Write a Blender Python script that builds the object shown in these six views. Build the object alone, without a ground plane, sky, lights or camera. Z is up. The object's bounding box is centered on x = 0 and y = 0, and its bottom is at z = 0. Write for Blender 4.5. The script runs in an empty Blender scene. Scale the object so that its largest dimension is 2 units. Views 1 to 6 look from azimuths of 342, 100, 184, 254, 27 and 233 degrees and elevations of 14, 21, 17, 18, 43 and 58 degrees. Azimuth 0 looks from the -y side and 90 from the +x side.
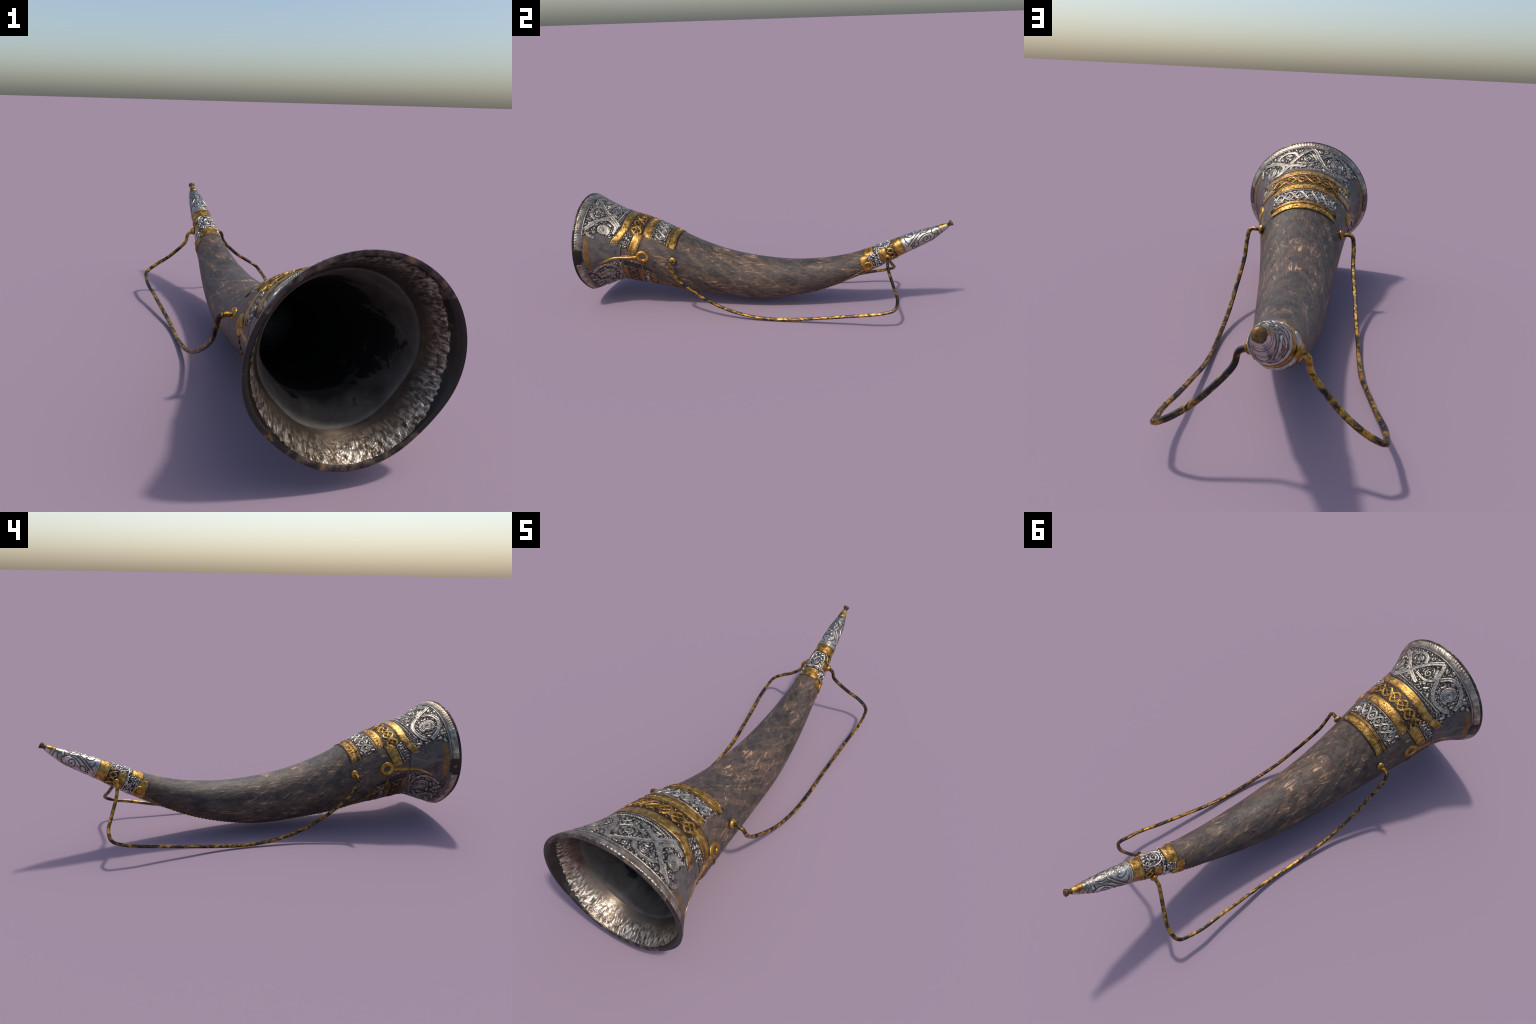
import bpy, math, random
import numpy as np
from mathutils import Vector

random.seed(7)
rng = np.random.default_rng(11)

# ------------------------------------------------------------------ horn form
# stations along the horn: y, centre height z, half width, half height
ST = np.array([
    (-1.00, .3334, .2890, .2770), (-.95, .3305, .2640, .2545), (-.90, .3275, .2410, .2320),
    (-.85, .3240, .2220, .2110), (-.80, .3200, .2105, .1955), (-.75, .3095, .2050, .1885),
    (-.70, .2965, .2010, .1830), (-.60, .2668, .1895, .1720), (-.45, .2194, .1680, .1510),
    (-.25, .1712, .1445, .1325), (.00, .1430, .1235, .1185), (.25, .1665, .1000, .0910),
    (.45, .2197, .0765, .0700), (.60, .2829, .0575, .0565), (.70, .3335, .0480, .0483),
    (.80, .3833, .0395, .0410), (.90, .4300, .0285, .0290), (.975, .4740, .0105, .0110)])


KEEL_V, KEEL_D = (-1, -.86, -.45, -.2, .1), (.045, .055, .055, .035, .0)


def herm(x, X, Y):
    h = np.diff(X)
    d = np.diff(Y) / h
    m = np.empty_like(Y)
    m[1:-1] = (d[:-1] * h[1:] + d[1:] * h[:-1]) / (h[1:] + h[:-1])
    m[0], m[-1] = d[0], d[-1]
    i = np.clip(np.searchsorted(X, x) - 1, 0, len(X) - 2)
    t = (x - X[i]) / h[i]
    return ((2 * t**3 - 3 * t**2 + 1) * Y[i] + (t**3 - 2 * t**2 + t) * h[i] * m[i]
            + (-2 * t**3 + 3 * t**2) * Y[i + 1] + (t**3 - t**2) * h[i] * m[i + 1])


def prof(v):
    X = ST[:, 0]
    z, a, b = [herm(v, X, ST[:, i]) for i in (1, 2, 3)]
    hi, lo = np.minimum(v + 1e-3, X[-1]), np.maximum(v - 1e-3, X[0])
    sl = (herm(hi, X, ST[:, 1]) - herm(lo, X, ST[:, 1])) / (hi - lo)
    return z, a, b, np.arctan(sl) * np.clip((v + 1) / .4, 0, 1)


def S(v, th, off=0.):
    """Point on the horn. v: station, th: degrees round it (0 top, +90 = +x,
    180 underneath), off: height above the surface."""
    v, th, off = np.broadcast_arrays(*[np.asarray(q, float) for q in (v, th, off)])
    v = np.clip(v, -1, .975)
    z, a, b, al = prof(v)
    t = np.radians(th)
    s, c = np.sin(t), np.cos(t)
    tw = (th + 180) % 360 - 180
    # the lower flanks are flatter than an ellipse: the section is slightly keeled
    dip = 1 - np.interp(v, KEEL_V, KEEL_D) * np.exp(-((np.abs(tw) - np.interp(v, (-1, -.86), (135, 125))) / 24)**2)
    a, b = a * dip, b * dip
    nx, nz = s / a, c / b
    ln = np.hypot(nx, nz)
    x, h = a * s + off * nx / ln, b * c + off * nz / ln
    return np.stack([x, v - np.sin(al) * h, z + np.cos(al) * h], -1)


def Snorm(v, th):
    e = 2e-3
    du = S(np.minimum(v + e, .974), th) - S(np.maximum(v - e, -1), th)
    dt = S(v, th + .5) - S(v, th - .5)
    n = np.cross(dt, du)
    n /= np.linalg.norm(n, axis=-1, keepdims=True) + 1e-12
    out = S(v, th, .01) - S(v, th)
    return n * np.sign((n * out).sum(-1, keepdims=True))


def crom(P, m=10):
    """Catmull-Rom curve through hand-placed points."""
    P = np.asarray(P, float)
    Q = np.vstack([2 * P[0] - P[1], P, 2 * P[-1] - P[-2]])
    t = np.linspace(0, 1, m, endpoint=False)[:, None]
    o = []
    for i in range(len(P) - 1):
        a, b, c, d = Q[i:i + 4]
        o.append(.5 * (2 * b + (c - a) * t + (2 * a - 5 * b + 4 * c - d) * t**2
                       + (3 * b - a - 3 * c + d) * t**3))
    return np.vstack(o + [P[-1:]])


# ------------------------------------------------------------------ materials
def new_mat(name):
    m = bpy.data.materials.new(name)
    m.use_nodes = True
    nt = m.node_tree
    nt.nodes.clear()
    out = nt.nodes.new('ShaderNodeOutputMaterial')
    p = nt.nodes.new('ShaderNodeBsdfPrincipled')
    nt.links.new(p.outputs[0], out.inputs[0])
    tc = nt.nodes.new('ShaderNodeTexCoord')
    return m, nt, p, tc.outputs['Object']


def mapping(nt, co, scale=(1, 1, 1), rot=(0, 0, 0)):
    n = nt.nodes.new('ShaderNodeMapping')
    n.inputs['Scale'].default_value = scale
    n.inputs['Rotation'].default_value = rot
    nt.links.new(co, n.inputs[0])
    return n.outputs[0]


def noise(nt, co, scale, detail=4, rough=.55, dist=0.):
    n = nt.nodes.new('ShaderNodeTexNoise')
    n.inputs['Scale'].default_value = scale
    n.inputs['Detail'].default_value = detail
    n.inputs['Roughness'].default_value = rough
    n.inputs['Distortion'].default_value = dist
    nt.links.new(co, n.inputs['Vector'])
    return n.outputs['Fac']


def ramp(nt, fac, stops):
    n = nt.nodes.new('ShaderNodeValToRGB')
    cr = n.color_ramp
    while len(cr.elements) > 1:
        cr.elements.remove(cr.elements[-1])
    for i, (p, c) in enumerate(stops):
        e = cr.elements[0] if i == 0 else cr.elements.new(p)
        e.position = p
        e.color = (c, c, c, 1) if np.isscalar(c) else (*c, 1)
    nt.links.new(fac, n.inputs[0])
    return n.outputs[0]


def mix(nt, fac, a, b, mode='MIX'):
    n = nt.nodes.new('ShaderNodeMix')
    n.data_type = 'RGBA'
    n.blend_type = mode
    for key, val in ((0, fac), (6, a), (7, b)):
        if isinstance(val, (int, float)):
            n.inputs[key].default_value = val
        elif isinstance(val, tuple):
            n.inputs[key].default_value = (*val, 1)
        else:
            nt.links.new(val, n.inputs[key])
    return n.outputs[2]


def math_node(nt, op, a, b=0.):
    n = nt.nodes.new('ShaderNodeMath')
    n.operation = op
    for i, val in enumerate((a, b)):
        if isinstance(val, (int, float)):
            n.inputs[i].default_value = val
        else:
            nt.links.new(val, n.inputs[i])
    return n.outputs[0]


def bump(nt, p, height, strength=.3, dist=.004):
    n = nt.nodes.new('ShaderNodeBump')
    n.inputs['Strength'].default_value = strength
    n.inputs['Distance'].default_value = dist
    nt.links.new(height, n.inputs['Height'])
    nt.links.new(n.outputs[0], p.inputs['Normal'])


def setp(p, **kw):
    for k, v in kw.items():
        p.inputs[k.replace('_', ' ')].default_value = v


def spine_coords(nt, co, twist):
    """unrolled coordinates that spiral along the horn, mirrored left and right"""
    sep = nt.nodes.new('ShaderNodeSeparateXYZ')
    nt.links.new(co, sep.inputs[0])
    x, y, z = sep.outputs
    zc = math_node(nt, 'ADD', math_node(nt, 'MULTIPLY', math_node(nt, 'MULTIPLY', y, y), .33), .143)
    ang = math_node(nt, 'ARCTAN2', math_node(nt, 'SQRT', math_node(nt, 'ADD', math_node(nt, 'MULTIPLY', x, x), .0022)), math_node(nt, 'SUBTRACT', z, zc))
    u = math_node(nt, 'MULTIPLY', math_node(nt, 'SUBTRACT', ang, math_node(nt, 'MULTIPLY', y, twist)), .14)
    com = nt.nodes.new('ShaderNodeCombineXYZ')
    nt.links.new(u, com.inputs[0])
    nt.links.new(y, com.inputs[1])
    return com.outputs[0]


def mat_horn(name, streak, grey):
    """dark grey-brown horn with tan veins that spiral along it"""
    m, nt, p, co = new_mat(name)
    uv = spine_coords(nt, co, 3.2)
    uv2 = spine_coords(nt, co, -1.2)
    big = noise(nt, mapping(nt, uv, (1, .22, 1)), 18, 5, .62, 1.2)
    mid = noise(nt, mapping(nt, co, (1, .6, 1), (.3, 0, .4)), 22, 5, .65, .8)
    fib = noise(nt, mapping(nt, co, (1, .20, 1), (.2, 0, .30)), 52, 5, .62, 1.3)
    fib2 = noise(nt, mapping(nt, uv2, (1, .20, 1)), 120, 5, .65, 1.2)
    fine = noise(nt, mapping(nt, uv, (1, .16, 1)), 240, 4, .6, .6)
    base = ramp(nt, mid, [(.34, tuple(.42 * g for g in grey)), (.50, grey), (.68, tuple(g * q for g, q in zip(grey, (1.8, 1.5, 1.25))))])
    gate = ramp(nt, big, [(.47, .08), (.62, 1.)])
    veins = ramp(nt, fib, [(.56, 0.), (.61, .40), (.69, 1.)])
    veins2 = ramp(nt, fib2, [(.59, 0.), (.69, .7)])
    vv = math_node(nt, 'MAXIMUM', veins, veins2)
    v = math_node(nt, 'MULTIPLY', math_node(nt, 'MULTIPLY', vv, gate), streak)
    warm = math_node(nt, 'MULTIPLY', gate, .48 * streak)
    col = mix(nt, warm, base, (.165, .096, .058))
    col = mix(nt, v, col, (.56, .33, .195))
    spk = math_node(nt, 'MULTIPLY', ramp(nt, fine, [(.60, 0.), (.74, 1.)]), .30 * streak)
    col = mix(nt, spk, col, (.34, .24, .17))
    nt.links.new(col, p.inputs['Base Color'])
    setp(p, Roughness=.42, Metallic=0.)
    p.inputs['Specular IOR Level'].default_value = .24
    hgt = math_node(nt, 'ADD', fib, math_node(nt, 'MULTIPLY', fine, .6))
    bump(nt, p, hgt, .5 * min(1, streak + .1), .006)
    return m


def mat_metal(name, lo, mid, hi, rough=.36, metallic=.9, scale=38, bstr=.35, bscale=150):
    m, nt, p, co = new_mat(name)
    n = noise(nt, co, scale, 5, .6, .4)
    nt.links.new(ramp(nt, n, [(.28, lo), (.5, mid), (.72, hi)]), p.inputs['Base Color'])
    r = ramp(nt, noise(nt, co, scale * 2, 3), [(.3, rough - .1), (.7, rough + .12)])
    nt.links.new(r, p.inputs['Roughness'])
    setp(p, Metallic=metallic)
    bump(nt, p, noise(nt, co, bscale, 3, .6), bstr, .003)
    return m


def mat_plain(name, a, b, rough=.5, metallic=0., scale=30, bstr=.2):
    m, nt, p, co = new_mat(name)
    n = noise(nt, co, scale, 4, .6)
    nt.links.new(ramp(nt, n, [(.3, a), (.7, b)]), p.inputs['Base Color'])
    setp(p, Roughness=rough, Metallic=metallic)
    bump(nt, p, noise(nt, co, scale * 3, 3), bstr, .003)
    return m


def mat_lining():
    """hammered silver inside the bell: short ribs at the lip, smooth brown further in"""
    m, nt, p, co = new_mat('hammered_lining')
    n = noise(nt, mapping(nt, co, (1, .17, 1)), 112, 3, .5, .4)
    c = noise(nt, mapping(nt, co, (1, 1.6, 1)), 9, 4, .6)
    sep = nt.nodes.new('ShaderNodeSeparateXYZ')
    nt.links.new(co, sep.inputs[0])
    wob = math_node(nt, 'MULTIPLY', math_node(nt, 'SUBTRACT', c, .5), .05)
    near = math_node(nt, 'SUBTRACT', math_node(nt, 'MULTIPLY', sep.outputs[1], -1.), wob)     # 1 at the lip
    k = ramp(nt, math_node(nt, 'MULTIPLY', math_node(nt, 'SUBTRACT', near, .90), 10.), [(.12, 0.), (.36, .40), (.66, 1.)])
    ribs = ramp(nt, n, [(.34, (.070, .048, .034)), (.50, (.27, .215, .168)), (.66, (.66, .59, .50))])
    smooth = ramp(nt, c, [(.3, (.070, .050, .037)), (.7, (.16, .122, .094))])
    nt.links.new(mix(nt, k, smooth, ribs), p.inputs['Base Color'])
    setp(p, Roughness=.34, Metallic=.75)
    bump(nt, p, math_node(nt, 'MULTIPLY', n, k), .7, .007)
    return m


def mat_strap():
    """dark cord with patches of worn gold braid"""
    m, nt, p, co = new_mat('gilt_cord')
    n = noise(nt, mapping(nt, co, (1, .6, 1)), 52, 4, .6, .9)
    big = noise(nt, co, 8, 2)
    f = math_node(nt, 'ADD', n, math_node(nt, 'MULTIPLY', math_node(nt, 'SUBTRACT', big, .5), .45))
    col = ramp(nt, f, [(.38, (.016, .014, .012)), (.49, (.075, .042, .012)), (.57, (.30, .145, .015)),
                       (.68, (.50, .28, .035)), (.78, (.40, .33, .09))])
    nt.links.new(col, p.inputs['Base Color'])
    setp(p, Roughness=.4, Metallic=.6)
    bump(nt, p, n, .5, .004)
    return m


M_HORN = mat_horn('streaked_horn', 1., (.060, .048, .041))
M_BELL = mat_horn('smooth_grey_horn', .22, (.088, .078, .073))
M_SILVER = mat_metal('worn_silver', (.15, .126, .100), (.36, .315, .262), (.57, .51, .44), .40, .85, 60, .6, 130)
M_RIM = mat_metal('rim_silver', (.12, .080, .048), (.33, .265, .198), (.60, .525, .43), .38, .85, 30, .7, 110)
M_BRIGHT = mat_metal('bright_silver', (.24, .205, .175), (.52, .47, .425), (.78, .73, .68), .32, .9, 46, .5, 120)
M_TIP = mat_metal('tip_silver', (.11, .090, .072), (.42, .375, .33), (.70, .65, .60), .34, .9, 32, .7, 70)
M_GOLD = mat_metal('worn_gold', (.080, .036, .011), (.37, .190, .040), (.68, .45, .150), .38, .85, 42, .7, 100)
M_RINGGOLD = mat_metal('polished_gold', (.13, .055, .012), (.37, .18, .032), (.60, .36, .095), .34, .85, 30, .35)
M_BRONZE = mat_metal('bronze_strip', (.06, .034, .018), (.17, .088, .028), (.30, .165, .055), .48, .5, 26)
M_CORD = mat_metal('dark_gilt_cord', (.06, .03, .01), (.22, .115, .028), (.36, .20, .05), .45, .6, 60)
M_NIELLO = mat_plain('blackened_ground', (.022, .018, .015), (.105, .090, .074), .5, .5, 60)
M_NIELLO_GOLD = mat_plain('dark_gilt_ground', (.008, .006, .004), (.060, .025, .006), .5, .4, 45)
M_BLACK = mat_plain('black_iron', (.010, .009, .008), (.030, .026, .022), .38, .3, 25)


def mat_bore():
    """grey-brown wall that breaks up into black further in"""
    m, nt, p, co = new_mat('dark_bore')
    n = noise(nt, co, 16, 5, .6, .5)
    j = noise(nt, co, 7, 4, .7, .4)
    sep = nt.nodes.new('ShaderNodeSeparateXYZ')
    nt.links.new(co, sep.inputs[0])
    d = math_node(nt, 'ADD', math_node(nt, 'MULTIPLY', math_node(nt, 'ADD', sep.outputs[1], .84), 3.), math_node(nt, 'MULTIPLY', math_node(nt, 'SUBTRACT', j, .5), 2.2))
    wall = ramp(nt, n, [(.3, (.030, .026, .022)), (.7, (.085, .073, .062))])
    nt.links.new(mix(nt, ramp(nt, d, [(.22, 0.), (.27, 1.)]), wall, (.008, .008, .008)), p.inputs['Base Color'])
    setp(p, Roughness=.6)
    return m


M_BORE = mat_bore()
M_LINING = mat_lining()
M_STRAP = mat_strap()


def mat_pebble():
    """worn silver ground cut up by dark grooves into curled pebbles"""
    m, nt, p, co = new_mat('grooved_ground')
    warp = nt.nodes.new('ShaderNodeTexNoise')
    warp.inputs['Scale'].default_value = 55
    nt.links.new(co, warp.inputs['Vector'])
    mixv = nt.nodes.new('ShaderNodeVectorMath')
    mixv.operation = 'MULTIPLY_ADD'
    nt.links.new(warp.outputs['Color'], mixv.inputs[0])
    mixv.inputs[1].default_value = (.014, .014, .014)
    nt.links.new(co, mixv.inputs[2])
    vo = nt.nodes.new('ShaderNodeTexVoronoi')
    vo.feature = 'DISTANCE_TO_EDGE'
    vo.inputs['Scale'].default_value = 95
    nt.links.new(mixv.outputs[0], vo.inputs['Vector'])
    d = vo.outputs['Distance']
    n = noise(nt, co, 70, 3)
    silver = ramp(nt, n, [(.3, (.10, .083, .068)), (.7, (.29, .255, .215))])
    nt.links.new(mix(nt, ramp(nt, d, [(.06, 0.), (.20, 1.)]), (.018, .015, .012), silver), p.inputs['Base Color'])
    setp(p, Roughness=.42, Metallic=.75)
    bump(nt, p, ramp(nt, d, [(.0, 0.), (.30, 1.)]), .8, .004)
    return m


M_PEBBLE = mat_pebble()


def mat_lip(stops):
    m, nt, p, co = new_mat('worn_lip')
    n = noise(nt, mapping(nt, co, (1, .5, 1)), 30, 5, .6, .3)
    col = ramp(nt, n, stops)
    nt.links.new(col, p.inputs['Base Color'])
    setp(p, Roughness=.35, Metallic=.35)
    return m


M_LIP = mat_lip([(.42, (.013, .011, .010)), (.52, (.060, .043, .033)), (.63, (.13, .095, .072)), (.68, (.28, .14, .033)), (.74, (.03, .022, .016))])
M_RIMBLACK = mat_lip([(.30, (.010, .009, .008)), (.62, (.018, .015, .012)), (.67, (.14, .07, .015)), (.72, (.40, .20, .03))])
M_KNOB = mat_plain('dull_bronze', (.018, .013, .009), (.24, .115, .025), .40, .5, 70)

# ------------------------------------------------------------------ builders
ROOT = bpy.data.objects.new('signal_horn', None)
bpy.context.collection.objects.link(ROOT)
ROOT['label'] = 'curved dark blowing horn with silver and gold knotwork mounts'
ROOT['category'] = 'blowing horn'


def add(name, verts, faces, mat, parent=None, smooth=True, angle=None, stuff=False):
    me = bpy.data.meshes.new(name)
    me.from_pydata(np.asarray(verts).tolist(), [], faces)
    me.validate()
    me.materials.append(mat)
    if smooth:
        me.shade_smooth()
        if angle:
            me.set_sharp_from_angle(angle=math.radians(angle))
    ob = bpy.data.objects.new(name, me)
    bpy.context.collection.objects.link(ob)
    ob.parent = parent or ROOT
    if stuff:
        ob['kind'] = 'stuff'
    return ob


def grid_faces(n, m, wrap, base=0):
    f = []
    for i in range(n - 1):
        for j in range(m if wrap else m - 1):
            k = (j + 1) % m
            f.append((base + i * m + j, base + i * m + k, base + (i + 1) * m + k, base + (i + 1) * m + j))
    return f


class Pile:
    """collects pieces that become one mesh"""
    def __init__(self):
        self.v, self.f, self.n = [], [], 0

    def put(self, v, f):
        v = np.asarray(v, float).reshape(-1, 3)
        self.f += [tuple(i + self.n for i in q) for q in f]
        self.v.append(v)
        self.n += len(v)

    def make(self, name, mat, **kw):
        return add(name, np.vstack(self.v), self.f, mat, **kw)


def patch(t0, t1, v0, v1, h, nt=None, nv=8, ends=True, pile=None, rag=None):
    """raised sheet on the horn from angle t0 to t1, between stations v0(th), v1(th);
    its edges go down into the horn"""
    f0 = v0 if callable(v0) else (lambda t: v0 + 0 * t)
    f1 = v1 if callable(v1) else (lambda t: v1 + 0 * t)
    full = abs(t1 - t0) >= 360
    nt = nt or max(8, int(abs(t1 - t0) / 2))
    th = np.linspace(t0, t1, nt + 1)
    if full:
        th = th[:-1]
    a, b = f0(th), f1(th)
    s = np.linspace(0, 1, nv + 1)
    # rounded shoulders
    rows = [(0, -.004), (0, h * .6), (.04, h)] + [(x, h) for x in s[1:-1]] + [(.96, h), (1, h * .6), (1, -.004)]
    end = np.ones(len(th))
    if not full:                                        # the ends thin out into the horn
        end = np.clip(np.minimum(th - th.min(), th.max() - th) / 7., .08, 1)
    V = np.stack([S(a + (b - a) * x, th, o * (end if o > 0 else 1)) for x, o in rows])
    n, m = len(rows), len(th)
    F = grid_faces(n, m, full)
    if not full and ends:
        F.append(tuple(i * m for i in range(n)))
        F.append(tuple(i * m + m - 1 for i in range(n))[::-1])
    return V.reshape(-1, 3), F


def ribbon(path, w, h, kind='round', lift=0., m=8, taper=False):
    """strand laid on the horn along a (station, angle) path"""
    L = crom(path, m) if m > 1 else np.asarray(path, float)
    v, th = L[:, 0], L[:, 1]
    P = S(v, th)
    N = Snorm(v, th)
    T = np.gradient(P, axis=0)
    T /= np.linalg.norm(T, axis=1)[:, None] + 1e-12
    B = np.cross(N, T)
    B /= np.linalg.norm(B, axis=1)[:, None] + 1e-12
    if kind == 'double':       # strap with raised borders and a sunk middle
        sec = [(-1, -.4), (-1, .75), (-.72, 1), (-.42, .95), (-.3, .62), (.3, .62), (.42, .95), (.72, 1), (1, .75), (1, -.4)]
    else:
        sec = [(-1, -.4), (-.9, .35), (-.55, .85), (0, 1), (.55, .85), (.9, .35), (1, -.4)]
    k = len(L)
    wt = np.ones(k)
    if taper:
        wt = np.clip(np.minimum(np.arange(k), k - 1 - np.arange(k)) / (k * .18), .25, 1)
    lf = lift(np.linspace(0, 1, k)) if callable(lift) else np.full(k, lift)
    V = np.stack([P + B * (x * w / 2 * wt)[:, None] + N * ((z * h) + lf * (1 if z > 0 else 0))[:, None] for x, z in sec], 1)
    ns = len(sec)
    F = grid_faces(k, ns, False)
    F.append(tuple(range(ns))[::-1])
    F.append(tuple((k - 1) * ns + i for i in range(ns)))
    return V.reshape(-1, 3), F


def frames(v, th):
    """surface points with normal and the two tangents"""
    v, th = np.atleast_1d(v).astype(float), np.atleast_1d(th).astype(float)
    P, N = S(v, th), Snorm(v, th)
    U = S(np.minimum(v + .002, .974), th) - S(v - .002, th)
    U -= N * (U * N).sum(-1, keepdims=True)
    U /= np.linalg.norm(U, axis=-1, keepdims=True)
    return P, N, U, np.cross(N, U)


def bead_at(P, N, U, W, r, h, el=1., ang=0.):
    ca, sa = math.cos(ang), math.sin(ang)
    A, B = (U * ca + W * sa) * r * el, (-U * sa + W * ca) * r
    vs, n = [], 8
    for rr, z in ((1.05, -.3), (.95, .3), (.62, .78)):
        for i in range(n):
            q = 2 * math.pi * i / n
            vs.append(P + A * rr * math.cos(q) + B * rr * math.sin(q) + N * h * z)
    vs.append(P + N * h)
    F = grid_faces(3, n, True)
    F += [(2 * n + i, 2 * n + (i + 1) % n, 3 * n) for i in range(n)]
    return np.array(vs), F


def bead(v, th, r, h, el=1., ang=0.):
    """low rounded boss, elongated by el in direction ang"""
    P, N, U, W = frames(v, th)
    return bead_at(P[0], N[0], U[0], W[0], r, h, el, ang)


def tube(P, r, seg=10, closed=False, sec=None):
    P = np.asarray(P, float)
    k = len(P)
    if closed:
        T = np.roll(P, -1, 0) - np.roll(P, 1, 0)
    else:
        T = np.gradient(P, axis=0)
    T /= np.linalg.norm(T, axis=1)[:, None]
    r = np.broadcast_to(r, (k,))
    N = np.cross(T[0], [0, 0, 1.])
    if np.linalg.norm(N) < .1:
        N = np.cross(T[0], [1., 0, 0])
    rows = []
    for i in range(k):
        N = N - T[i] * (N @ T[i])
        N /= np.linalg.norm(N)
        B = np.cross(T[i], N)
        q = np.arange(seg) * 2 * math.pi / seg + math.pi / seg
        rows.append(P[i] + r[i] * (np.cos(q)[:, None] * N + np.sin(q)[:, None] * B))
    V = np.vstack(rows)
    F = grid_faces(k, seg, True)
    if closed:
        F += [((k - 1) * seg + j, (k - 1) * seg + (j + 1) % seg, (j + 1) % seg, j) for j in range(seg)]
    else:
        F.append(tuple(range(seg))[::-1])
        F.append(tuple((k - 1) * seg + j for j in range(seg)))
    return V, F


def lathe(base, axis, prof_rz, seg=24):
    """turned part: profile of (distance along axis, radius)"""
    axis = np.asarray(axis, float)
    axis /= np.linalg.norm(axis)
    u = np.cross(axis, [0, 0, 1.]) if abs(axis[2]) < .9 else np.cross(axis, [1., 0, 0])
    u /= np.linalg.norm(u)
    w = np.cross(axis, u)
    q = np.arange(seg) * 2 * math.pi / seg
    V = np.vstack([np.asarray(base) + axis * d + r * (np.cos(q)[:, None] * u + np.sin(q)[:, None] * w) for d, r in prof_rz])
    F = grid_faces(len(prof_rz), seg, True)
    F.append(tuple(range(seg))[::-1])
    F.append(tuple((len(prof_rz) - 1) * seg + j for j in range(seg)))
    return V, F


def spread(pile, inside, v0, v1, t0, t1, n, r, h, avoid=(), tries=3000, el=(1.2, 2.6), seed=1, worms=None):
    """fill a field with carving that keeps clear of itself and of the straps: first
    curled strokes of width worms, then small bosses in what is left"""
    g = np.random.default_rng(seed)
    pts = [np.c_[S(a[:, 0], a[:, 1]), np.full(len(a), w)] for a, w in avoid]
    occ = np.vstack(pts) if pts else np.zeros((0, 4))
    for wd in (worms or ()):
        vv, tt = g.uniform(v0, v1, tries), g.uniform(t0, t1, tries)
        X0 = S(vv, tt)
        rads = prof(vv)[1]
        for v, t, x0, rad in zip(vv, tt, X0, rads):
            if not inside(v, abs(t)):
                continue
            if len(occ) and (np.linalg.norm(occ[:, :3] - x0, axis=1) < occ[:, 3] + wd * .54).any():
                continue
            m = 6
            for _ in range(3):                          # try a few curls from this spot
                k, a, ln = g.uniform(10, 110) * g.choice((-1, 1)), g.uniform(0, 2 * math.pi), g.uniform(1.6, 4.5) * wd
                q = a + k * np.arange(m) * ln / m
                path = np.c_[v + np.cumsum(np.cos(q)) * ln / m, t + np.degrees(np.cumsum(np.sin(q)) * ln / m / rad)]
                if not all(inside(x, abs(y)) for x, y in path):
                    continue
                X = S(path[:, 0], path[:, 1])
                if len(occ) and (np.linalg.norm(occ[:, None, :3] - X[None], axis=-1) < occ[:, 3:] + wd * .54).any():
                    continue
                pile.put(*ribbon(path, wd, h, m=3, taper=True))
                occ = np.vstack([occ, np.c_[X, np.full(m, wd * .54)]])
                break
    vv, tt = g.uniform(v0, v1, tries), g.uniform(t0, t1, tries)
    P, N, U, W = frames(vv, tt)
    got = 0
    for i in range(tries):
        if got >= n or not inside(vv[i], abs(tt[i])):
            continue
        rr = r * g.uniform(.7, 1.25)
        if len(occ) and (np.linalg.norm(occ[:, :3] - P[i], axis=1) < occ[:, 3] + rr * 1.1).any():
            continue
        occ = np.vstack([occ, [*P[i], rr * 1.25]])
        got += 1
        pile.put(*bead_at(P[i], N[i], U[i], W[i], rr, h * g.uniform(.7, 1.1), g.uniform(*el), g.uniform(0, math.pi)))


# ------------------------------------------------------------------ horn shell
TH = np.linspace(-180, 180, 193)[:-1]


def shell(name, v0, v1, nv, mat):
    vs = np.linspace(v0, v1, nv)
    V = S(vs[:, None], TH[None])
    return add(name, V.reshape(-1, 3), grid_faces(nv, len(TH), True), mat)


shaft = shell('horn_shaft', -.768, .975, 260, M_HORN)
bell = shell('bell', -1., -.768, 60, M_BELL)
# one surface: shared normals over the border
for ob in (shaft, bell):
    me = ob.data
    co = np.empty(len(me.vertices) * 3)
    me.vertices.foreach_get('co', co)
    nv = len(me.vertices) // len(TH)
    vv = np.linspace(-.768, .975, 260) if ob is shaft else np.linspace(-1, -.768, 60)
    N = Snorm(np.repeat(vv, len(TH)), np.tile(TH, nv))
    me.normals_split_custom_set_from_vertices(N.tolist())

# lip: black ring that laps over the edge, outside and inside, with a ragged border
at = np.arange(0, 360, 1.) - 180


def by_angle(t, pts):
    X, Y = zip(*pts)
    return np.interp(np.abs((t + 180) % 360 - 180), X, Y)


def ragged(n, amp, step=2, seed=3):
    g = np.random.default_rng(seed)
    k = g.uniform(-1, 1, n // step)
    return np.repeat(k, step)[:n] * amp


wout = by_angle(at, [(0, .007), (40, .008), (60, .013), (77, .019), (81, .044), (94, .046), (97, .030), (122, .022), (138, .014), (150, .005), (180, .004)])
wout = np.maximum(wout + ragged(360, .0030), .003)
win = by_angle(at, [(0, .007), (40, .010), (60, .026), (85, .034), (105, .030), (128, .014), (145, .005), (180, .004)])
win = np.maximum(win + ragged(360, .004, 2, 5), .0065)


def inner(v, th, k=0.):
    return S(v, th, -.010 - k)


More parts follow.
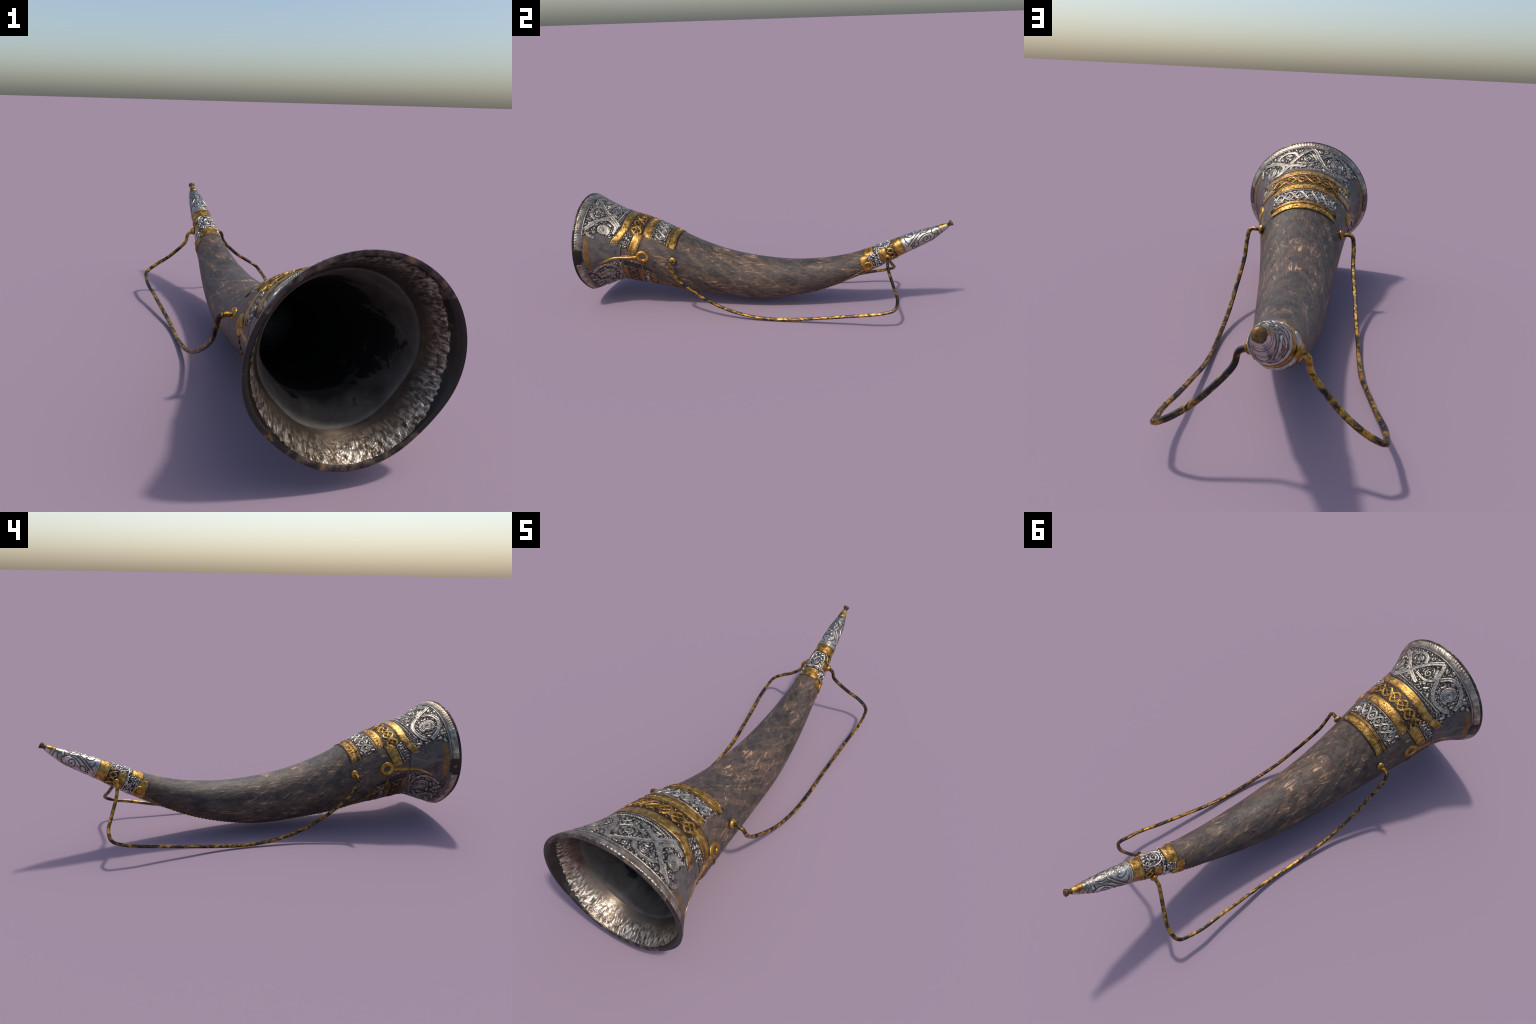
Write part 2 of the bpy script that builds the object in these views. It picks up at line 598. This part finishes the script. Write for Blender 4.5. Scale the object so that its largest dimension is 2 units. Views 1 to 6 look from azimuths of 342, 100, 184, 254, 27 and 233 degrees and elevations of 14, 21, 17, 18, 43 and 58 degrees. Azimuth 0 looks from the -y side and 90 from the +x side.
lip_rows = [S(-1 + wout, at, 0), S(-1 + wout, at, .0024), S(-1 + wout * .5, at, .0026), S(np.full(360, -.997), at, .0026),
            S(np.full(360, -1.), at, .0005) + [0, -.0, 0], inner(np.full(360, -1.), at, -.001), inner(np.full(360, -.998), at, .0024),
            inner(-1 + win * .5, at, .0024), inner(-1 + win, at, .0024), inner(-1 + win, at, -.001)]
LV = np.stack(lip_rows)
for nm, mt, sets in (('rim_lip', M_LIP, ((-57, 57), (140, 220))), ('black_rim', M_RIMBLACK, ((57, 140), (-140, -57)))):
    for t0, t1 in sets:
        ids = (np.arange(t0, t1 + 1) + 180) % 360
        add(nm, LV[:, ids].reshape(-1, 3), grid_faces(len(lip_rows), len(ids), False), mt, angle=40)

# hammered lining, then the bore behind its step
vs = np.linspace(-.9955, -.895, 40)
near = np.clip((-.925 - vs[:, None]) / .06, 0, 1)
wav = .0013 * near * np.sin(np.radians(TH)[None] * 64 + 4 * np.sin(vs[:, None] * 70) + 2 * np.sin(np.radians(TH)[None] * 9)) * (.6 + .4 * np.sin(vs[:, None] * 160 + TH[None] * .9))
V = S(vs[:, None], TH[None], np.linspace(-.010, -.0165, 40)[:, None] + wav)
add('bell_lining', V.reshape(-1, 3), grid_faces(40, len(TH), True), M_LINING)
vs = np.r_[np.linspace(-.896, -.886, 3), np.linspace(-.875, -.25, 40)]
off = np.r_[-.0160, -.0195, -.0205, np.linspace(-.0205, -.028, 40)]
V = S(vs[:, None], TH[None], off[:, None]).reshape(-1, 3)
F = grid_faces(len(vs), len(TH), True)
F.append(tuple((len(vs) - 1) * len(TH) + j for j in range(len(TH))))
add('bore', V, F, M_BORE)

# ------------------------------------------------------------------ bell mounts
PANEL_EDGE = [(-.955, 64), (-.93, 60), (-.89, 57), (-.84, 61), (-.80, 66)]   # half-angle of the carved field
LOW_EDGE = [(-.945, 112), (-.92, 108), (-.89, 104), (-.845, 100), (-.79, 97), (-.765, 95), (-.73, 101)]


def edge(v, tab):
    X, Y = zip(*tab)
    return np.interp(v, X, Y)


def field(edge_fn, v0, v1, h, centre=0., nv=40, nt=90, name='panel', mat=M_PEBBLE, jag=0., seed=2):
    """sheet bounded left and right by an angle that depends on the station"""
    vs = np.linspace(v0, v1, nv)
    g = np.random.default_rng(seed)
    e = np.array([edge_fn(v) for v in vs]) + g.uniform(-1, 1, nv) * jag
    s = np.linspace(-1, 1, nt)
    th = centre + e[:, None] * s[None]
    o = np.full((nv, nt), h)
    o[0], o[-1] = -.004, -.004
    o[:, 0], o[:, -1] = -.004, -.004
    vv = np.broadcast_to(vs[:, None], th.shape).copy()
    vv[0], vv[-1] = vs[1] - .0005, vs[-2] + .0005
    th[:, 0], th[:, -1] = th[:, 1] - .2, th[:, -2] + .2
    return add(name, S(vv, th, o).reshape(-1, 3), grid_faces(nv, nt, False), mat)


panel = field(lambda v: edge(v, PANEL_EDGE), -.957, -.786, .0012, name='carved_panel')

# the large interlaced straps, laid out in (station, angle)
V_STRAP = [(-.795, 40), (-.808, 34), (-.839, 25), (-.862, 21), (-.887, 14), (-.910, 8), (-.946, -3)]
V_BACK = [(-.946, -3), (-.922, -7), (-.893, -10), (-.864, -15), (-.838, -20), (-.822, -28), (-.822, -36), (-.839, -47), (-.862, -52)]
CROSS = [(-.948, 54), (-.925, 48), (-.901, 40), (-.870, 32), (-.845, 24), (-.826, 15), (-.813, 4)]
LEFT_LOOP = [(-.89, -14), (-.924, -20), (-.938, -29), (-.932, -39), (-.91, -48), (-.885, -53)]
ARC = [(-.900, 14), (-.922, 16), (-.936, 24), (-.930, 33), (-.912, 37)]
LOOP = [(-.936, 50), (-.915, 42), (-.887, 36), (-.848, 32), (-.818, 37), (-.806, 44), (-.812, 53)]
TAIL = [(-.945, 57), (-.930, 60), (-.913, 62), (-.90, 63)]
INNER_TRI = [(-.850, 15), (-.843, 6), (-.845, -2), (-.868, -9), (-.890, -6), (-.912, -3)]


def spiral(cv, ct, r0, r1, turns, ph=0., n=None, sgn=1):
    """spiral in (station, angle) about a centre, radii in metres"""
    n = n or int(turns * 22)
    q = np.linspace(0, turns * 2 * math.pi, n)
    r = np.linspace(r0, r1, n)
    rad = prof(np.array(cv))[1]
    return np.c_[cv + r * np.cos(q * sgn + ph), ct + np.degrees(r * np.sin(q * sgn + ph) / rad)]


main_straps = [(V_STRAP, .0185), (V_BACK, .0180), (CROSS, .0185), (LEFT_LOOP, .0175), (ARC, .0150), (LOOP, .0150), (TAIL, .014), (INNER_TRI, .012)]
avoid = []
for i, (path, w) in enumerate(main_straps):
    lift = (lambda t: .0012 * np.sin(t * 9)) if i < 3 else 0.
    add('interlace_strap', *ribbon(path, w, .0042, 'double', lift), M_SILVER, parent=panel, angle=50)
    avoid.append((crom(path, 6), w * .5))
for cv, ct, r1, turns, ph, sg in ((-.887, -34, .036, 2.2, .4, -1), (-.862, 50, .031, 2.0, 1., 1)):
    sp = spiral(cv, ct, .003, r1, turns, ph, sgn=sg)
    add('spiral_boss', *ribbon(sp, .0140, .0042, 'double', m=1), M_SILVER, parent=panel, angle=50)
    avoid.append((sp, .0072))
# swirls within the triangles
small = Pile()
for cv, ct, r1, tn, ph in ((-.875, 2, .017, 1.4, 0), (-.908, 24, .016, 1.5, 2), (-.935, 10, .009, 1.1, 1), (-.866, 33, .010, 1.2, 4),
                          (-.826, 22, .008, 1.1, 0), (-.925, 44, .009, 1.1, 3), (-.834, -4, .007, 1.0, 2)):
    sp = spiral(cv, ct, .003, r1, tn, ph)
    small.put(*ribbon(sp, .0085, .0038, m=1))
    avoid.append((sp, .0048))
spread(small, lambda v, t: t < edge(v, PANEL_EDGE) - 2 and -.950 < v < -.808, -.95, -.806, -66, 66, 300, .0040, .0036, avoid, 2600, (1.0, 1.5), 4, worms=(.0135, .0100, .0070))
for i, t in enumerate(np.arange(-46, 46, 1.9)):         # beaded line beside the gold band
    small.put(*bead(-.798 + .00002 * t * t * -.4, t, .0042, .0045, 1.05))
small.make('carved_relief', M_SILVER, parent=panel, stuff=True)
for v, w in ((-.9575, .006),):
    add('border_wire', *ribbon([(v, t) for t in np.linspace(-76, 76, 60)], w, .004, m=1), M_SILVER, parent=panel)
add('border_wire', *ribbon([(-.790 - .000006 * t * t, t) for t in np.linspace(-44, 44, 40)], .004, .003, m=1), M_SILVER, parent=panel)

# rope-twist rim band
rope = Pile()
RIM_A, RIM_B = -.9925, -.9625


def rimband(t0, t1, name='rim_band'):
    n = int((t1 - t0) * 2)
    th = np.linspace(t0, t1, n)
    s = np.linspace(0, 1, 9)
    hgt = .0045 * np.sin(np.pi * np.clip(s * .9 + .08, 0, 1))**.6
    tw = .0011 * np.sin(np.radians(th)[None] * 120 + s[:, None] * 5 + 1.3 * np.sin(np.radians(th) * 7)[None]) * np.clip(1.3 - 1.6 * s[:, None], 0, 1)
    V = S(RIM_A + (RIM_B - RIM_A) * s[:, None], th[None], hgt[:, None] + tw)
    V[0], V[-1] = S(np.full(n, RIM_A), th, -.003), S(np.full(n, RIM_B), th, -.003)
    F = grid_faces(9, n, False)
    F += [tuple(i * n for i in range(9)), tuple(i * n + n - 1 for i in range(9))[::-1]]
    return add(name, V.reshape(-1, 3), F, M_RIM)


rimband(-80, 80)
rimband(98, 262)

# gold and silver bands across the top
CURVE = lambda v0, k=.012: (lambda t: v0 + k * (t / 45.)**2)


def band(name, t0, t1, v0, v1, h, mat, nv=4, parent=None):
    gold = name == 'gold_band'
    V, F = patch(t0, t1, v0, v1, h * (.7 if gold else 1.), nv=nv)
    ob = add(name, V, F, mat, parent=parent, angle=50)
    if gold:                                            # shadow lines drawn as dark wires along both edges
        w = .0042 if v_of(v0, t0) < .4 else .0026
        tt = np.linspace(t0, t1, max(12, int(abs(t1 - t0) / 3)))
        lines = Pile()
        for vv, d in ((v0, w * .45), (v1, -w * .45)):
            lines.put(*ribbon(np.c_[v_of(vv, tt) - d * 2.0, tt], w, .0012, m=1))
            lines.put(*ribbon(np.c_[v_of(vv, tt) + d * 3.0, tt], w * .5, h * .7 + .0004, m=1))
        lines.make('drawn_shadow_line', M_NIELLO_GOLD, parent=ob, stuff=True)
    return ob


def v_of(v, t):
    return v(np.asarray(t, float)) if callable(v) else v + 0 * np.asarray(t, float)


rune_band = band('gold_band', -47, 47, CURVE(-.561), CURVE(-.527), .0034, M_GOLD)
band('gold_band', -48, 48, CURVE(-.574), CURVE(-.564), .0036, M_GOLD)
band('shadow_edge', -46, 46, CURVE(-.527), CURVE(-.519), .0006, M_BLACK)  # black strip modelled for the shadow the rune band casts
second = band('gold_band', -43, 43, CURVE(-.687, .008), CURVE(-.651, .008), .0036, M_GOLD)
flat = lambda v0: (lambda t: v0 - .018 * np.clip((np.abs(t) - 38) / 22., 0, 1.3)**1.5 * 1.4)
band('gold_band', -67, 67, flat(-.784), flat(-.753), .0038, M_GOLD)
add('border_wire', *ribbon([(-.6465 + .004 * (t / 45)**2, t) for t in np.linspace(-45, 45, 40)], .005, .0035, m=1), M_SILVER)
# raised edges of the plain bands
for b, vv, k in ((rune_band, (-.5595, -.5285), .012), (second, (-.6855, -.6525), .008)):
    for v in vv:
        add('band_edge', *ribbon([(v + k * (t / 45)**2, t) for t in np.linspace(-43, 43, 40)], .003, .0052, m=1), M_GOLD, parent=b)
# worn angular marks punched along the bands
marks = Pile()
g = np.random.default_rng(5)
for v0, k, t0, t1, n in ((-.544, .012, -40, 36, 15), (-.669, .008, -34, 34, 12)):
    for t in np.linspace(t0, t1, n):
        t += g.uniform(-1, 1)
        c = v0 + k * (t / 45)**2
        for _ in range(2):
            a, b = g.uniform(-.009, .009, 2)
            d = g.uniform(-1.3, 1.3, 2)
            marks.put(*ribbon([(c + a, t + d[0]), (c + (a + b) / 2 + .002, t + d.mean()), (c + b, t + d[1])], .0026, .0052, m=3))
marks.make('punched_marks', M_GOLD, stuff=True)

# gold openwork knot
knot = band('knot_band', -47, 47, -.749, CURVE(-.690, .006), .001, M_NIELLO_GOLD, 8)
tt = np.linspace(-46, 46, 140)
for i, (amp, ph, w) in enumerate(((.0215, .5, .0092), (.0215, .5 + math.pi, .0092), (.0115, .5 + math.pi / 2, .0060), (.0115, .5 - math.pi / 2, .0060))):
    vv = -.7195 + .003 * (tt / 45)**2 + amp * np.sin(tt / 31 * 2 * math.pi + ph)
    add('knot_strand', *ribbon(np.c_[vv, tt], w, .0042, 'double', lambda t, i=i: .0010 * np.sin(t * 2 * math.pi * 6 + i * math.pi), m=1), M_GOLD, parent=knot, angle=50)
for ct, r in ((5, .0190),):
    sp = spiral(-.7195, ct, r, r, 1., n=30)
    add('knot_ring', *ribbon(sp, .0080, .0056, m=1), M_GOLD, parent=knot)
dots = Pile()
for t in np.arange(-42, 43, 7.75):
    for v in (-.743, -.696):
        dots.put(*bead(v, t, .0036, .0045))
dots.make('gold_pellets', M_GOLD, parent=knot, stuff=True)

# silver knot band
sk = band('silver_knot_band', -40, 40, CURVE(-.645, .004), CURVE(-.575, .010), .001, M_PEBBLE, 8)
worms = Pile()
av = []
tk_ = np.linspace(-39, 39, 110)
for ph in (0., math.pi):
    zz = np.c_[-.6105 + .007 * (tk_ / 45)**2 + .021 * np.sin(tk_ / 26 * 2 * math.pi + ph), tk_]
    worms.put(*ribbon(zz, .0105, .0042, 'double', lambda t, ph=ph: .0010 * np.sin(t * 2 * math.pi * 3 + ph), m=1))
    av.append((zz, .0056))
for t in (-32.5, -19.5, -6.5, 6.5, 19.5, 32.5):
    sp = spiral(-.610 + .006 * (t / 45)**2 + .006 * math.sin(t), t, .0025, .0085, 1.2, t)
    worms.put(*ribbon(sp, .0075, .0042, m=1))
    av.append((sp, .0045))
spread(worms, lambda v, t: t < 44 and -.640 + .004 * (t / 45)**2 < v < -.580 + .010 * (t / 45)**2, -.640, -.570, -43, 43, 220, .0050, .0042, av, 2200, (1.0, 1.5), 6, worms=(.0105, .0080, .0060))
worms.make('knot_relief', M_SILVER, parent=sk, stuff=True)

# on each flank: continuation bands, ring, pin and chain (mirrored)
for sg in (1, -1):
    a, b = (41, 77) if sg > 0 else (-77, -41)
    band('gold_band', a, b, lambda t: -.719 - .012 * (np.abs(t) - 41) / 36, lambda t: -.679 - .012 * (np.abs(t) - 41) / 36, .0036, M_GOLD)
    a, b = (44, 73) if sg > 0 else (-73, -44)
    fs = band('silver_knot_band', a, b, lambda t: -.758 - .020 * (np.abs(t) - 44) / 29, lambda t: -.721 - .013 * (np.abs(t) - 44) / 29, .001, M_PEBBLE)
    w = Pile()
    sp = spiral(-.752, sg * 62, .003, .013, 1.4, 1.)
    w.put(*ribbon(sp, .005, .005, m=1))
    spread(w, lambda v, t: 45 < t < 72 and -.756 - .020 * (t - 44) / 29 < v < -.725 - .013 * (t - 44) / 29, -.78, -.72,
           min(a, b), max(a, b), 60, .0042, .0036, [(sp, .004)], 2500, (1.2, 2.0), 8, worms=(.0085, .0064))
    w.make('knot_relief', M_SILVER, parent=fs, stuff=True)
    # bronze strip beside the rim
    band('bronze_strip', min(sg * 62, sg * 106), max(sg * 62, sg * 106), lambda t: -.950 + .010 * ((np.abs(t) - 84) / 22)**2, lambda t: -.922 - .004 * ((np.abs(t) - 84) / 22)**2, .0010, M_BRONZE)
    # black crack between bell and shaft
    band('crack', min(sg * 70, sg * 97), max(sg * 70, sg * 97), -.770, -.7635, .0006, M_BLACK)
    # ring lying on the flank
    c = (-.656, sg * 77.5)
    ring = spiral(c[0], c[1], .0250, .0250, 1., n=41)[:-1]
    P = S(ring[:, 0], ring[:, 1], -.0050)
    rg = add('side_ring', *tube(P, .0118, 12, True), M_RINGGOLD)
    # pin that runs from the ring towards the mouth
    pin = crom([(-.682, sg * 81), (-.725, sg * 86), (-.770, sg * 89.5), (-.81, sg * 92.5), (-.845, sg * 96.5), (-.884, sg * 102)], 10)
    add('pin', *tube(S(pin[:, 0], pin[:, 1], -.0045), np.linspace(.0105, .0065, len(pin)), 10), M_RINGGOLD)
    # chain of twisted links from this ring along the underside to the tip ring
    ch = crom([(-.658, sg * 84), (-.647, sg * 95), (-.632, sg * 105), (-.60, sg * 113), (-.553, sg * 121), (-.51, sg * 130),
               (-.46, sg * 141), (-.38, sg * 154), (-.25, sg * 165), (0, sg * 172), (.2, sg * 164), (.34, sg * 148), (.41, sg * 139),
               (.467, sg * 129), (.512, sg * 119), (.55, sg * 112)], 12)
    CP = S(ch[:, 0], ch[:, 1], .0015)
    d = np.r_[0, np.cumsum(np.linalg.norm(np.diff(CP, axis=0), axis=1))]
    u = np.linspace(0, d[-1], 900)
    cv, ct = np.interp(u, d, ch[:, 0]), np.interp(u, d, ch[:, 1])
    base, NN = S(cv, ct, .0006), Snorm(cv, ct)
    TT = np.gradient(base, axis=0)
    TT /= np.linalg.norm(TT, axis=1)[:, None]
    BB = np.cross(NN, TT)
    pl = Pile()
    for k in (0, math.pi):
        q = u / .020 * 2 * math.pi * .5 + k
        pl.put(*tube(base + (BB * np.cos(q)[:, None] + NN * np.sin(q)[:, None]) * .0026, .0028, 6))
    pl.make('twisted_chain', M_CORD, stuff=True)
    # tip ring
    ring = spiral(.562, sg * 105, .0215, .0215, 1., n=33)[:-1]
    P = S(ring[:, 0], ring[:, 1], .001)
    add('side_ring', *tube(P, .0072, 12, True), M_RINGGOLD)

# underside: the same carved field seen from below
low = field(lambda v: 180 - edge(v, LOW_EDGE), -.957, -.755, .0012, centre=180, name='carved_panel', jag=2.2)
lowp = []
lowpile = Pile()
for sg in (1, -1):
    for cv, ct, r1, tn, ph in ((-.848, 120, .038, 2.4, 1.), (-.885, 156, .028, 1.8, 3.)):
        sp = spiral(cv, sg * ct, .003, r1, tn, ph, sgn=sg)
        add('spiral_boss', *ribbon(sp, .0115, .0045, 'double', m=1), M_SILVER, parent=low, angle=50)
        lowp.append((sp, .006))
    for path in ([(-.925, 114), (-.89, 107), (-.842, 103), (-.797, 108), (-.777, 119), (-.785, 134), (-.81, 146)],
                 [(-.81, 146), (-.84, 152), (-.90, 138), (-.938, 140)],
                 [(-.815, 170), (-.85, 176), (-.93, 168)]):
        path = [(v, sg * t) for v, t in path]
        add('interlace_strap', *ribbon(path, .012, .0055, 'double'), M_SILVER, parent=low, angle=50)
        lowp.append((crom(path, 6), .008))
spread(lowpile, lambda v, t: t > edge(v, LOW_EDGE) + 2 and -.948 < v < -.775, -.95, -.77, -180, 180, 260, .0042, .0036, lowp, 2600, (1.0, 1.5), 12, worms=(.0135, .0100, .0070))
lowpile.make('carved_relief', M_SILVER, parent=low, stuff=True)
add('border_wire', *ribbon([(-.9575, t) for t in np.linspace(106, 254, 60)], .006, .004, m=1), M_SILVER, parent=low)
add('border_wire', *ribbon([(-.765, t) for t in np.linspace(98, 262, 60)], .009, .004, m=1), M_SILVER, parent=low)
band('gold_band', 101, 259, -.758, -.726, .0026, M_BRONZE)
lk = band('knot_band', 104, 256, -.722, -.668, .001, M_NIELLO_GOLD, 8)
tt = np.linspace(105, 255, 200)
for ph in (0, math.pi):
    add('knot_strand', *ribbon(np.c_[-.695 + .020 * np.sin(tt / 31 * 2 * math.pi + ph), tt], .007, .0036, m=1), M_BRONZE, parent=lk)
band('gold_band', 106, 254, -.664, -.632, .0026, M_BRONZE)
sk2 = band('silver_knot_band', 107, 253, -.628, -.598, .001, M_PEBBLE, 6)
w = Pile()
spread(w, lambda v, t: t > 108 and -.625 < v < -.601, -.625, -.6, -180, 180, 160, .0046, .0036, (), 2500, (1.3, 2.0), 15, worms=(.0085, .0065))
w.make('knot_relief', M_SILVER, parent=sk2, stuff=True)
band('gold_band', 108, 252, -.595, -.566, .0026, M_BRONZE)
# bare black ground showing through between the flank and the lower mounts
for sg in (1, -1):
    g = np.random.default_rng(21)
    nn = 30
    vs = np.linspace(-.755, -.585, nn)
    top = 89 + 9 * np.clip((vs + .70) / .12, 0, 1) + g.uniform(-1.6, 1.6, nn)
    bot = 104 + g.uniform(-2, 2, nn)
    top -= 3 * np.exp(-((vs + .655) / .03)**2)
    s = np.linspace(0, 1, 6)
    th = sg * (top[:, None] + (bot - top)[:, None] * s)
    o = np.full(th.shape, .0006)
    o[0] = o[-1] = -.002
    o[:, 0] = o[:, -1] = -.002
    add('bare_patch', S(vs[:, None] + 0 * th, th, o).reshape(-1, 3), grid_faces(nn, 6, False), M_BLACK)

# ------------------------------------------------------------------ tip mounts
band('gold_band', -50, 50, .566, .613, .0022, M_GOLD)
for v in (.5685, .6105):
    add('band_edge', *ribbon([(v, t) for t in np.linspace(-50, 50, 30)], .004, .0036, m=1), M_GOLD)
band('gold_band', 48, 312, .537, .574, .0020, M_GOLD)
for v in (.579, .586):
    add('border_wire', *ribbon([(v, t) for t in np.linspace(50, 310, 60)], .005, .0032, m=1), M_BRIGHT)
ts = band('silver_knot_band', 46, 314, .590, .628, .0010, M_PEBBLE)
w = Pile()
for t in np.arange(60, 310, 34):
    w.put(*ribbon(spiral(.609, t, .002, .011, 1.3, t), .0052, .0045, m=1))
spread(w, lambda v, t: t > 48 and .592 < v < .626, .592, .626, -180, 180, 90, .0042, .0034, [(np.array([[.609, t] for t in np.arange(60, 310, 34)]), .011)], 2000, (1.2, 2.0), 16, worms=(.0085, .0065))
w.make('knot_relief', M_BRIGHT, parent=ts, stuff=True)
tk = band('silver_knot_band', -47, 47, .617, .708, .0010, M_PEBBLE)
w = Pile()
sp1, sp2 = spiral(.658, 0, .004, .020, 1.6, .5), spiral(.690, -24, .003, .010, 1.1, 2)
w.put(*ribbon(sp1, .0065, .005, m=1))
w.put(*ribbon(sp2, .005, .0045, m=1))
for t in (-20, 20):
    w.put(*ribbon([(.622, t * .3), (.645, t * 1.6), (.68, t * 1.9), (.705, t * 1.1)], .0065, .005))
spread(w, lambda v, t: t < 45 and .62 < v < .706, .62, .706, -46, 46, 80, .0042, .0034, [(sp1, .005), (sp2, .004)], 2000, (1.2, 2.0), 17, worms=(.009, .0065))
w.make('knot_relief', M_BRIGHT, parent=tk, stuff=True)
add('border_wire', *ribbon([(.630, t) for t in np.linspace(0, 360, 80)], .005, .0036, m=1), M_BRIGHT)
band('gold_band', 44, 316, .635, .668, .0022, M_GOLD)
tg = band('knot_band', 44, 316, .669, .709, .0010, M_NIELLO_GOLD)
for ph in (0, math.pi):
    tt = np.linspace(46, 314, 160)
    add('knot_strand', *ribbon(np.c_[.689 + .014 * np.sin(tt / 60 * 2 * math.pi + ph), tt], .0075, .0042, m=1), M_GOLD, parent=tg)
band('gold_band', 0, 360, .713, .7485, .0024, M_GOLD)
for v in (.7115, .7505):
    add('band_edge', *ribbon([(v, t) for t in np.linspace(0, 360, 80)], .0042, .0036, m=1), M_GOLD)
add('rivet', *bead(.738, 4, .004, .0036), M_BLACK)
add('rivet', *bead(.576, 4, .004, .0032), M_BLACK)

cone = band('silver_tip', 0, 360, .7535, .938, .0022, M_TIP, 30)
for v, w_, m_ in ((.7565, .005, M_BRIGHT), (.763, .0025, M_NIELLO), (.768, .004, M_BRIGHT), (.913, .0035, M_NIELLO), (.940, .006, M_NIELLO), (.951, .005, M_NIELLO)):
    add('groove_ring' if m_ is M_NIELLO else 'border_wire', *ribbon([(v, t) for t in np.linspace(0, 360, 60)], w_, .0026 if m_ is M_NIELLO else .0046, m=1), m_, parent=cone)
grooves = Pile()
relief = Pile()
for sg in (1, -1):
    for path in ([(.769, 96), (.791, 76), (.817, 50), (.842, 18)], [(.780, 106), (.803, 86), (.826, 62), (.850, 34)],
                 [(.770, 40), (.774, 66), (.786, 92), (.790, 112), (.784, 132)],
                 [(.797, 108), (.812, 92), (.824, 108), (.812, 130), (.797, 126), (.797, 108)],
                 [(.822, 98), (.836, 78), (.862, 58), (.892, 62), (.906, 90), (.892, 130), (.862, 150), (.835, 150)],
                 [(.905, 30), (.898, 60), (.90, 84)], [(.790, 150), (.812, 165), (.840, 172)], [(.850, 12), (.872, 24), (.895, 12)],
                 [(.776, 14), (.784, 34), (.800, 44), (.812, 30), (.802, 16)], [(.842, 50), (.856, 38), (.874, 44), (.886, 30)],
                 [(.868, 176), (.884, 158), (.902, 150)], [(.918, 50), (.924, 80), (.918, 120)]):
        grooves.put(*ribbon([(v, sg * t) for v, t in path], .0078, .0034))
    sp = spiral(.864, sg * 98, .002, .0235, 1.5, 2.6, sgn=-sg)
    grooves.put(*ribbon(sp, .0070, .0035, m=1))
    for path in ([(.775, 101), (.797, 81), (.821, 56), (.846, 26)], [(.829, 100), (.842, 82), (.866, 66), (.886, 70), (.897, 92), (.886, 124), (.862, 140)]):
        relief.put(*ribbon([(v, sg * t) for v, t in path], .0060, .0046))
for v, t, r in ((.785, 8, .006), (.80, -14, .005), (.818, 4, .006), (.79, 26, .004), (.835, -6, .005), (.86, 2, .005), (.88, -8, .004), (.80, 180, .007), (.83, 176, .006)):
    relief.put(*bead(v, t, r, .0045, 1.5, t * .1))
    grooves.put(*ribbon(spiral(v, t, r * 1.5, r * 1.5, 1., n=14), .0030, .0030, m=1))
grooves.make('carved_lines', M_NIELLO, parent=cone, stuff=True)
relief.make('carved_relief', M_BRIGHT, parent=cone, stuff=True)
# gilt nozzle and its knob
nz = band('nozzle', 0, 360, .9385, .973, .0022, M_BRIGHT, 6)
band('nozzle_gilding', -72, 72, .9375, .974, .0032, M_GOLD, 6, parent=nz)
tip0 = S(.970, 0.) * .5 + S(.970, 180.) * .5
tip1 = np.array([0, .9960, .4895])
ax = tip1 - tip0
L = np.linalg.norm(ax)
kn = [(-.006, .0118), (L * .25, .0095), (L * .45, .0100), (L * .62, .0135), (L * .80, .0160), (L * .92, .0162), (L * 1.00, .0130), (L * 1.03, .004)]
add('knob', *lathe(tip0, ax, kn, 8), M_KNOB)

# ------------------------------------------------------------------ studs and straps
PATH = [(.1700, -.4842, .2952), (.2122, -.4854, .2910), (.2231, -.4712, .2467), (.2241, -.4281, .1927), (.2294, -.3598, .1441),
        (.2366, -.2737, .0941), (.2417, -.1686, .0484), (.2478, -.0393, .0185), (.2490, .0954, .0085), (.2524, .2321, .0180),
        (.2642, .3637, .0372), (.2763, .4962, .0585), (.2876, .5901, .0750), (.2868, .6596, .0877), (.2768, .7101, .1057),
        (.2274, .7231, .1374), (.1670, .7046, .1795), (.0978, .6751, .2490), (.0833, .6705, .2921), (.0600, .6718, .3043)]
for sg in (1, -1):
    P = np.array(PATH) * [sg, 1, 1]
    P[:, 0] += .004 * np.clip((.62 - P[:, 1]) / .4, 0, 1)
    C = crom(P, 10)
    d = np.r_[0, np.cumsum(np.linalg.norm(np.diff(C, axis=0), axis=1))]
    u = np.linspace(0, d[-1], 240)
    C = np.stack([np.interp(u, d, C[:, i]) for i in range(3)], -1)
    st = add('carrying_strap', *tube(C, .0086, 6), M_STRAP, angle=35)
    # fastening knobs on the horn
    for end, nrm, k in ((P[0], (sg, 0, .12), 1.), (P[-1], (sg, -.05, -.35), .82)):
        n = np.array(nrm) / np.linalg.norm(nrm)
        base = end - n * .024
        add('stud', *lathe(base, n, [(0, .012 * k), (.012, .0125 * k), (.015, .019 * k), (.020, .0205 * k), (.026, .019 * k), (.030, .012 * k), (.031, .006 * k)], 20), M_RINGGOLD)

# stand on the ground, longest side 2 m
lo = min((ob.matrix_world @ Vector(c)).z for ob in bpy.data.objects if ob.type == 'MESH' for c in ob.bound_box)
print('lowest', lo, 'objects', len(bpy.data.objects), 'verts', sum(len(o.data.vertices) for o in bpy.data.objects if o.type == 'MESH'))
ROOT.location.z = -lo
